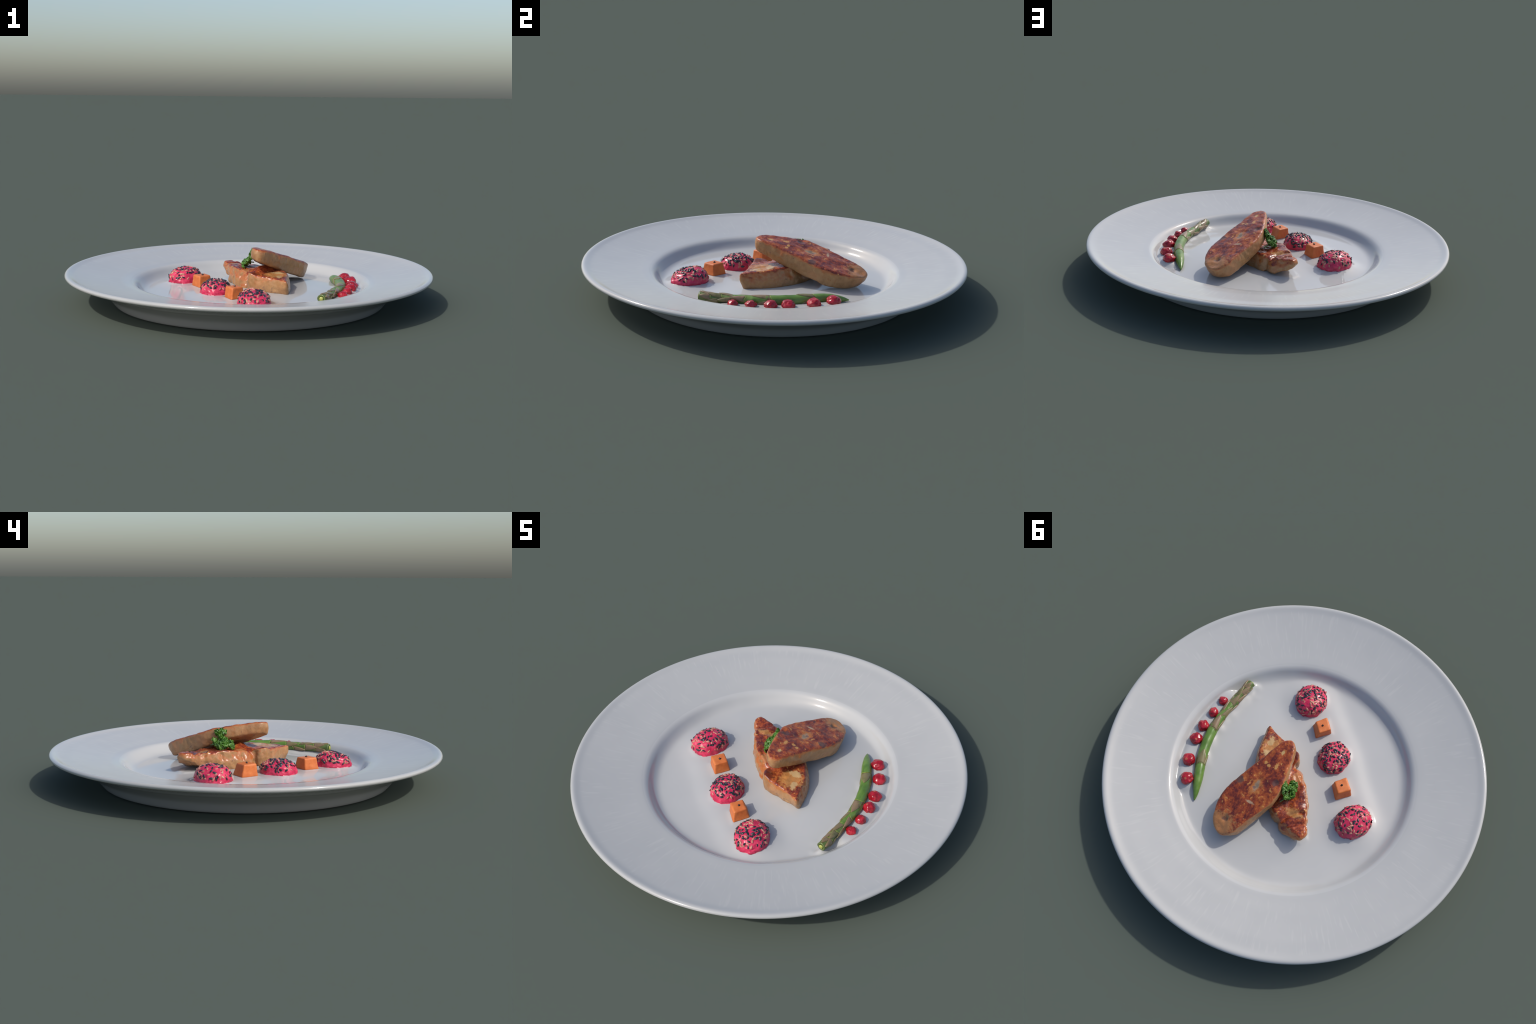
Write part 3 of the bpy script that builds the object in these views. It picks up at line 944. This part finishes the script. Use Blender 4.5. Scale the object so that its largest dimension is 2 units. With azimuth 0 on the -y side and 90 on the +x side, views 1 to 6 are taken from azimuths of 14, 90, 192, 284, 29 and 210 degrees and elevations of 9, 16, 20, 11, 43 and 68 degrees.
# ------------------------------------------------------------------ parsley
def build_parsley():
    leaf_mat = parsley_leaf()
    stem_mat = plain("parsley_stem", (0.10, 0.20, 0.05), 0.4)
    origin = Vector((-0.035, 0.11, 0.17))
    root = label(add_object("parsley_sprig", None), "small curly sprig of fresh green parsley", "parsley")
    root.location = origin
    stems = [
        ([(-0.020, 0.186, 0.180), (-0.034, 0.160, 0.187), (-0.032, 0.142, 0.200), (-0.020, 0.132, 0.228), (-0.012, 0.128, 0.245)], 0.0032),
        ([(-0.032, 0.142, 0.200), (-0.046, 0.125, 0.190), (-0.055, 0.112, 0.178)], 0.0028),
        ([(-0.032, 0.142, 0.200), (-0.036, 0.105, 0.208), (-0.044, 0.085, 0.194), (-0.036, 0.062, 0.190)], 0.0028)]
    for path, rad in stems:
        c = catmull(path, 8, closed=False)
        vs, fs, k = [], [], 8
        for i, p in enumerate(c):
            t = c[min(i + 1, len(c) - 1)] - c[max(i - 1, 0)]
            t = Vector(t).normalized()
            s = t.orthogonal().normalized()
            u = t.cross(s)
            for j in range(k):
                a = 2 * math.pi * j / k
                vs.append(Vector(p) - origin + (s * math.cos(a) + u * math.sin(a)) * rad)
        for i in range(len(c) - 1):
            for j in range(k):
                fs.append((i * k + j, i * k + (j + 1) % k, (i + 1) * k + (j + 1) % k, (i + 1) * k + j))
        fs += [tuple(range(k))[::-1], tuple((len(c) - 1) * k + j for j in range(k))]
        add_object("stem", mesh_of("stem", vs, fs), root, stem_mat)
    # every leaflet is a ruffled blade: start, end, outward direction, width
    blades = [
        ((-0.018, 0.136, 0.232), (-0.002, 0.104, 0.262), (-0.8, 0.1, 0.6), 0.030), ((-0.018, 0.140, 0.236), (-0.016, 0.156, 0.262), (-0.8, 0.2, 0.5), 0.026),
        ((-0.014, 0.130, 0.240), (-0.008, 0.128, 0.270), (-0.9, 0.0, 0.3), 0.028), ((-0.026, 0.138, 0.212), (-0.020, 0.120, 0.250), (-0.9, -0.2, 0.2), 0.018),
        ((-0.032, 0.145, 0.202), (-0.036, 0.174, 0.214), (-0.6, 0.1, 0.8), 0.024), ((-0.034, 0.148, 0.212), (-0.044, 0.166, 0.196), (-0.8, 0.1, 0.5), 0.018),
        ((-0.042, 0.160, 0.196), (-0.056, 0.124, 0.172), (-0.6, 0.3, 0.8), 0.020), ((-0.050, 0.128, 0.184), (-0.064, 0.108, 0.172), (-0.6, 0.0, 0.8), 0.030),
        ((-0.048, 0.118, 0.184), (-0.052, 0.092, 0.172), (-0.5, -0.1, 0.8), 0.030), ((-0.052, 0.124, 0.190), (-0.070, 0.124, 0.180), (-0.3, 0.3, 0.9), 0.026),
        ((-0.032, 0.112, 0.216), (-0.046, 0.086, 0.190), (-0.7, -0.2, 0.7), 0.018), ((-0.042, 0.086, 0.194), (-0.036, 0.056, 0.190), (-0.6, -0.1, 0.8), 0.034),
        ((-0.040, 0.078, 0.188), (-0.046, 0.050, 0.174), (-0.8, 0.0, 0.5), 0.026), ((-0.038, 0.082, 0.200), (-0.022, 0.062, 0.205), (-0.4, 0.0, 0.9), 0.026),
        ((-0.040, 0.100, 0.204), (-0.056, 0.098, 0.192), (-0.5, -0.4, 0.8), 0.024), ((-0.044, 0.140, 0.192), (-0.060, 0.142, 0.186), (-0.4, 0.4, 0.8), 0.022),
        ((-0.030, 0.112, 0.196), (-0.022, 0.090, 0.214), (-0.6, -0.5, 0.6), 0.030), ((-0.028, 0.128, 0.204), (-0.018, 0.104, 0.224), (-0.7, -0.3, 0.5), 0.028),
        ((-0.040, 0.104, 0.186), (-0.068, 0.092, 0.182), (-0.2, -0.3, 0.9), 0.030), ((-0.030, 0.098, 0.186), (-0.024, 0.074, 0.196), (-0.4, -0.5, 0.8), 0.030),
        ((-0.036, 0.118, 0.192), (-0.062, 0.112, 0.200), (-0.2, 0.0, 1.0), 0.026), ((-0.020, 0.140, 0.220), (-0.010, 0.116, 0.240), (-0.8, -0.2, 0.4), 0.026)]
    rng = random.Random(3)
    for a, b, out, width in blades:
        a, b, out = Vector(a) - origin, Vector(b) - origin, Vector(out).normalized()
        axis = b - a
        side = axis.cross(out).normalized()
        nu, nv, ph = 18, 14, rng.uniform(0, 6)
        vs, fs = [], []
        for i in range(nu + 1):
            f = i / nu
            w = width * 0.62 * (0.25 + 0.75 * math.sin(math.pi * min(1, 0.12 + 0.88 * f)) ** 0.6)
            w *= 1 + 0.22 * math.sin(f * 19 + ph)
            for j in range(nv + 1):
                g = 2 * j / nv - 1
                ruffle = abs(g) ** 1.4 * 0.0085 * math.sin(f * 11 + ph + (1.4 if g > 0 else 0)) + 0.0025 * math.sin(g * 7 + f * 6 + ph)
                curl = -0.005 * g * g + 0.010 * math.sin(math.pi * f)
                vs.append(a + axis * f + side * (w * g) + out * (ruffle + curl))
        for i in range(nu):
            for j in range(nv):
                q = i * (nv + 1) + j
                fs.append((q, q + nv + 1, q + nv + 2, q + 1))
        ob = add_object("leaflet", mesh_of("leaflet", vs, fs))
        me = baked(ob, ("SOLIDIFY", {"thickness": 0.0016, "offset": 0}))
        me.name = "leaflet"
        add_object("leaflet", me, root, leaf_mat)


build_plate()
build_lower_slice()
build_upper_slice()
build_rice_balls()
build_cubes()
build_asparagus()
build_peppercorns()
build_parsley()
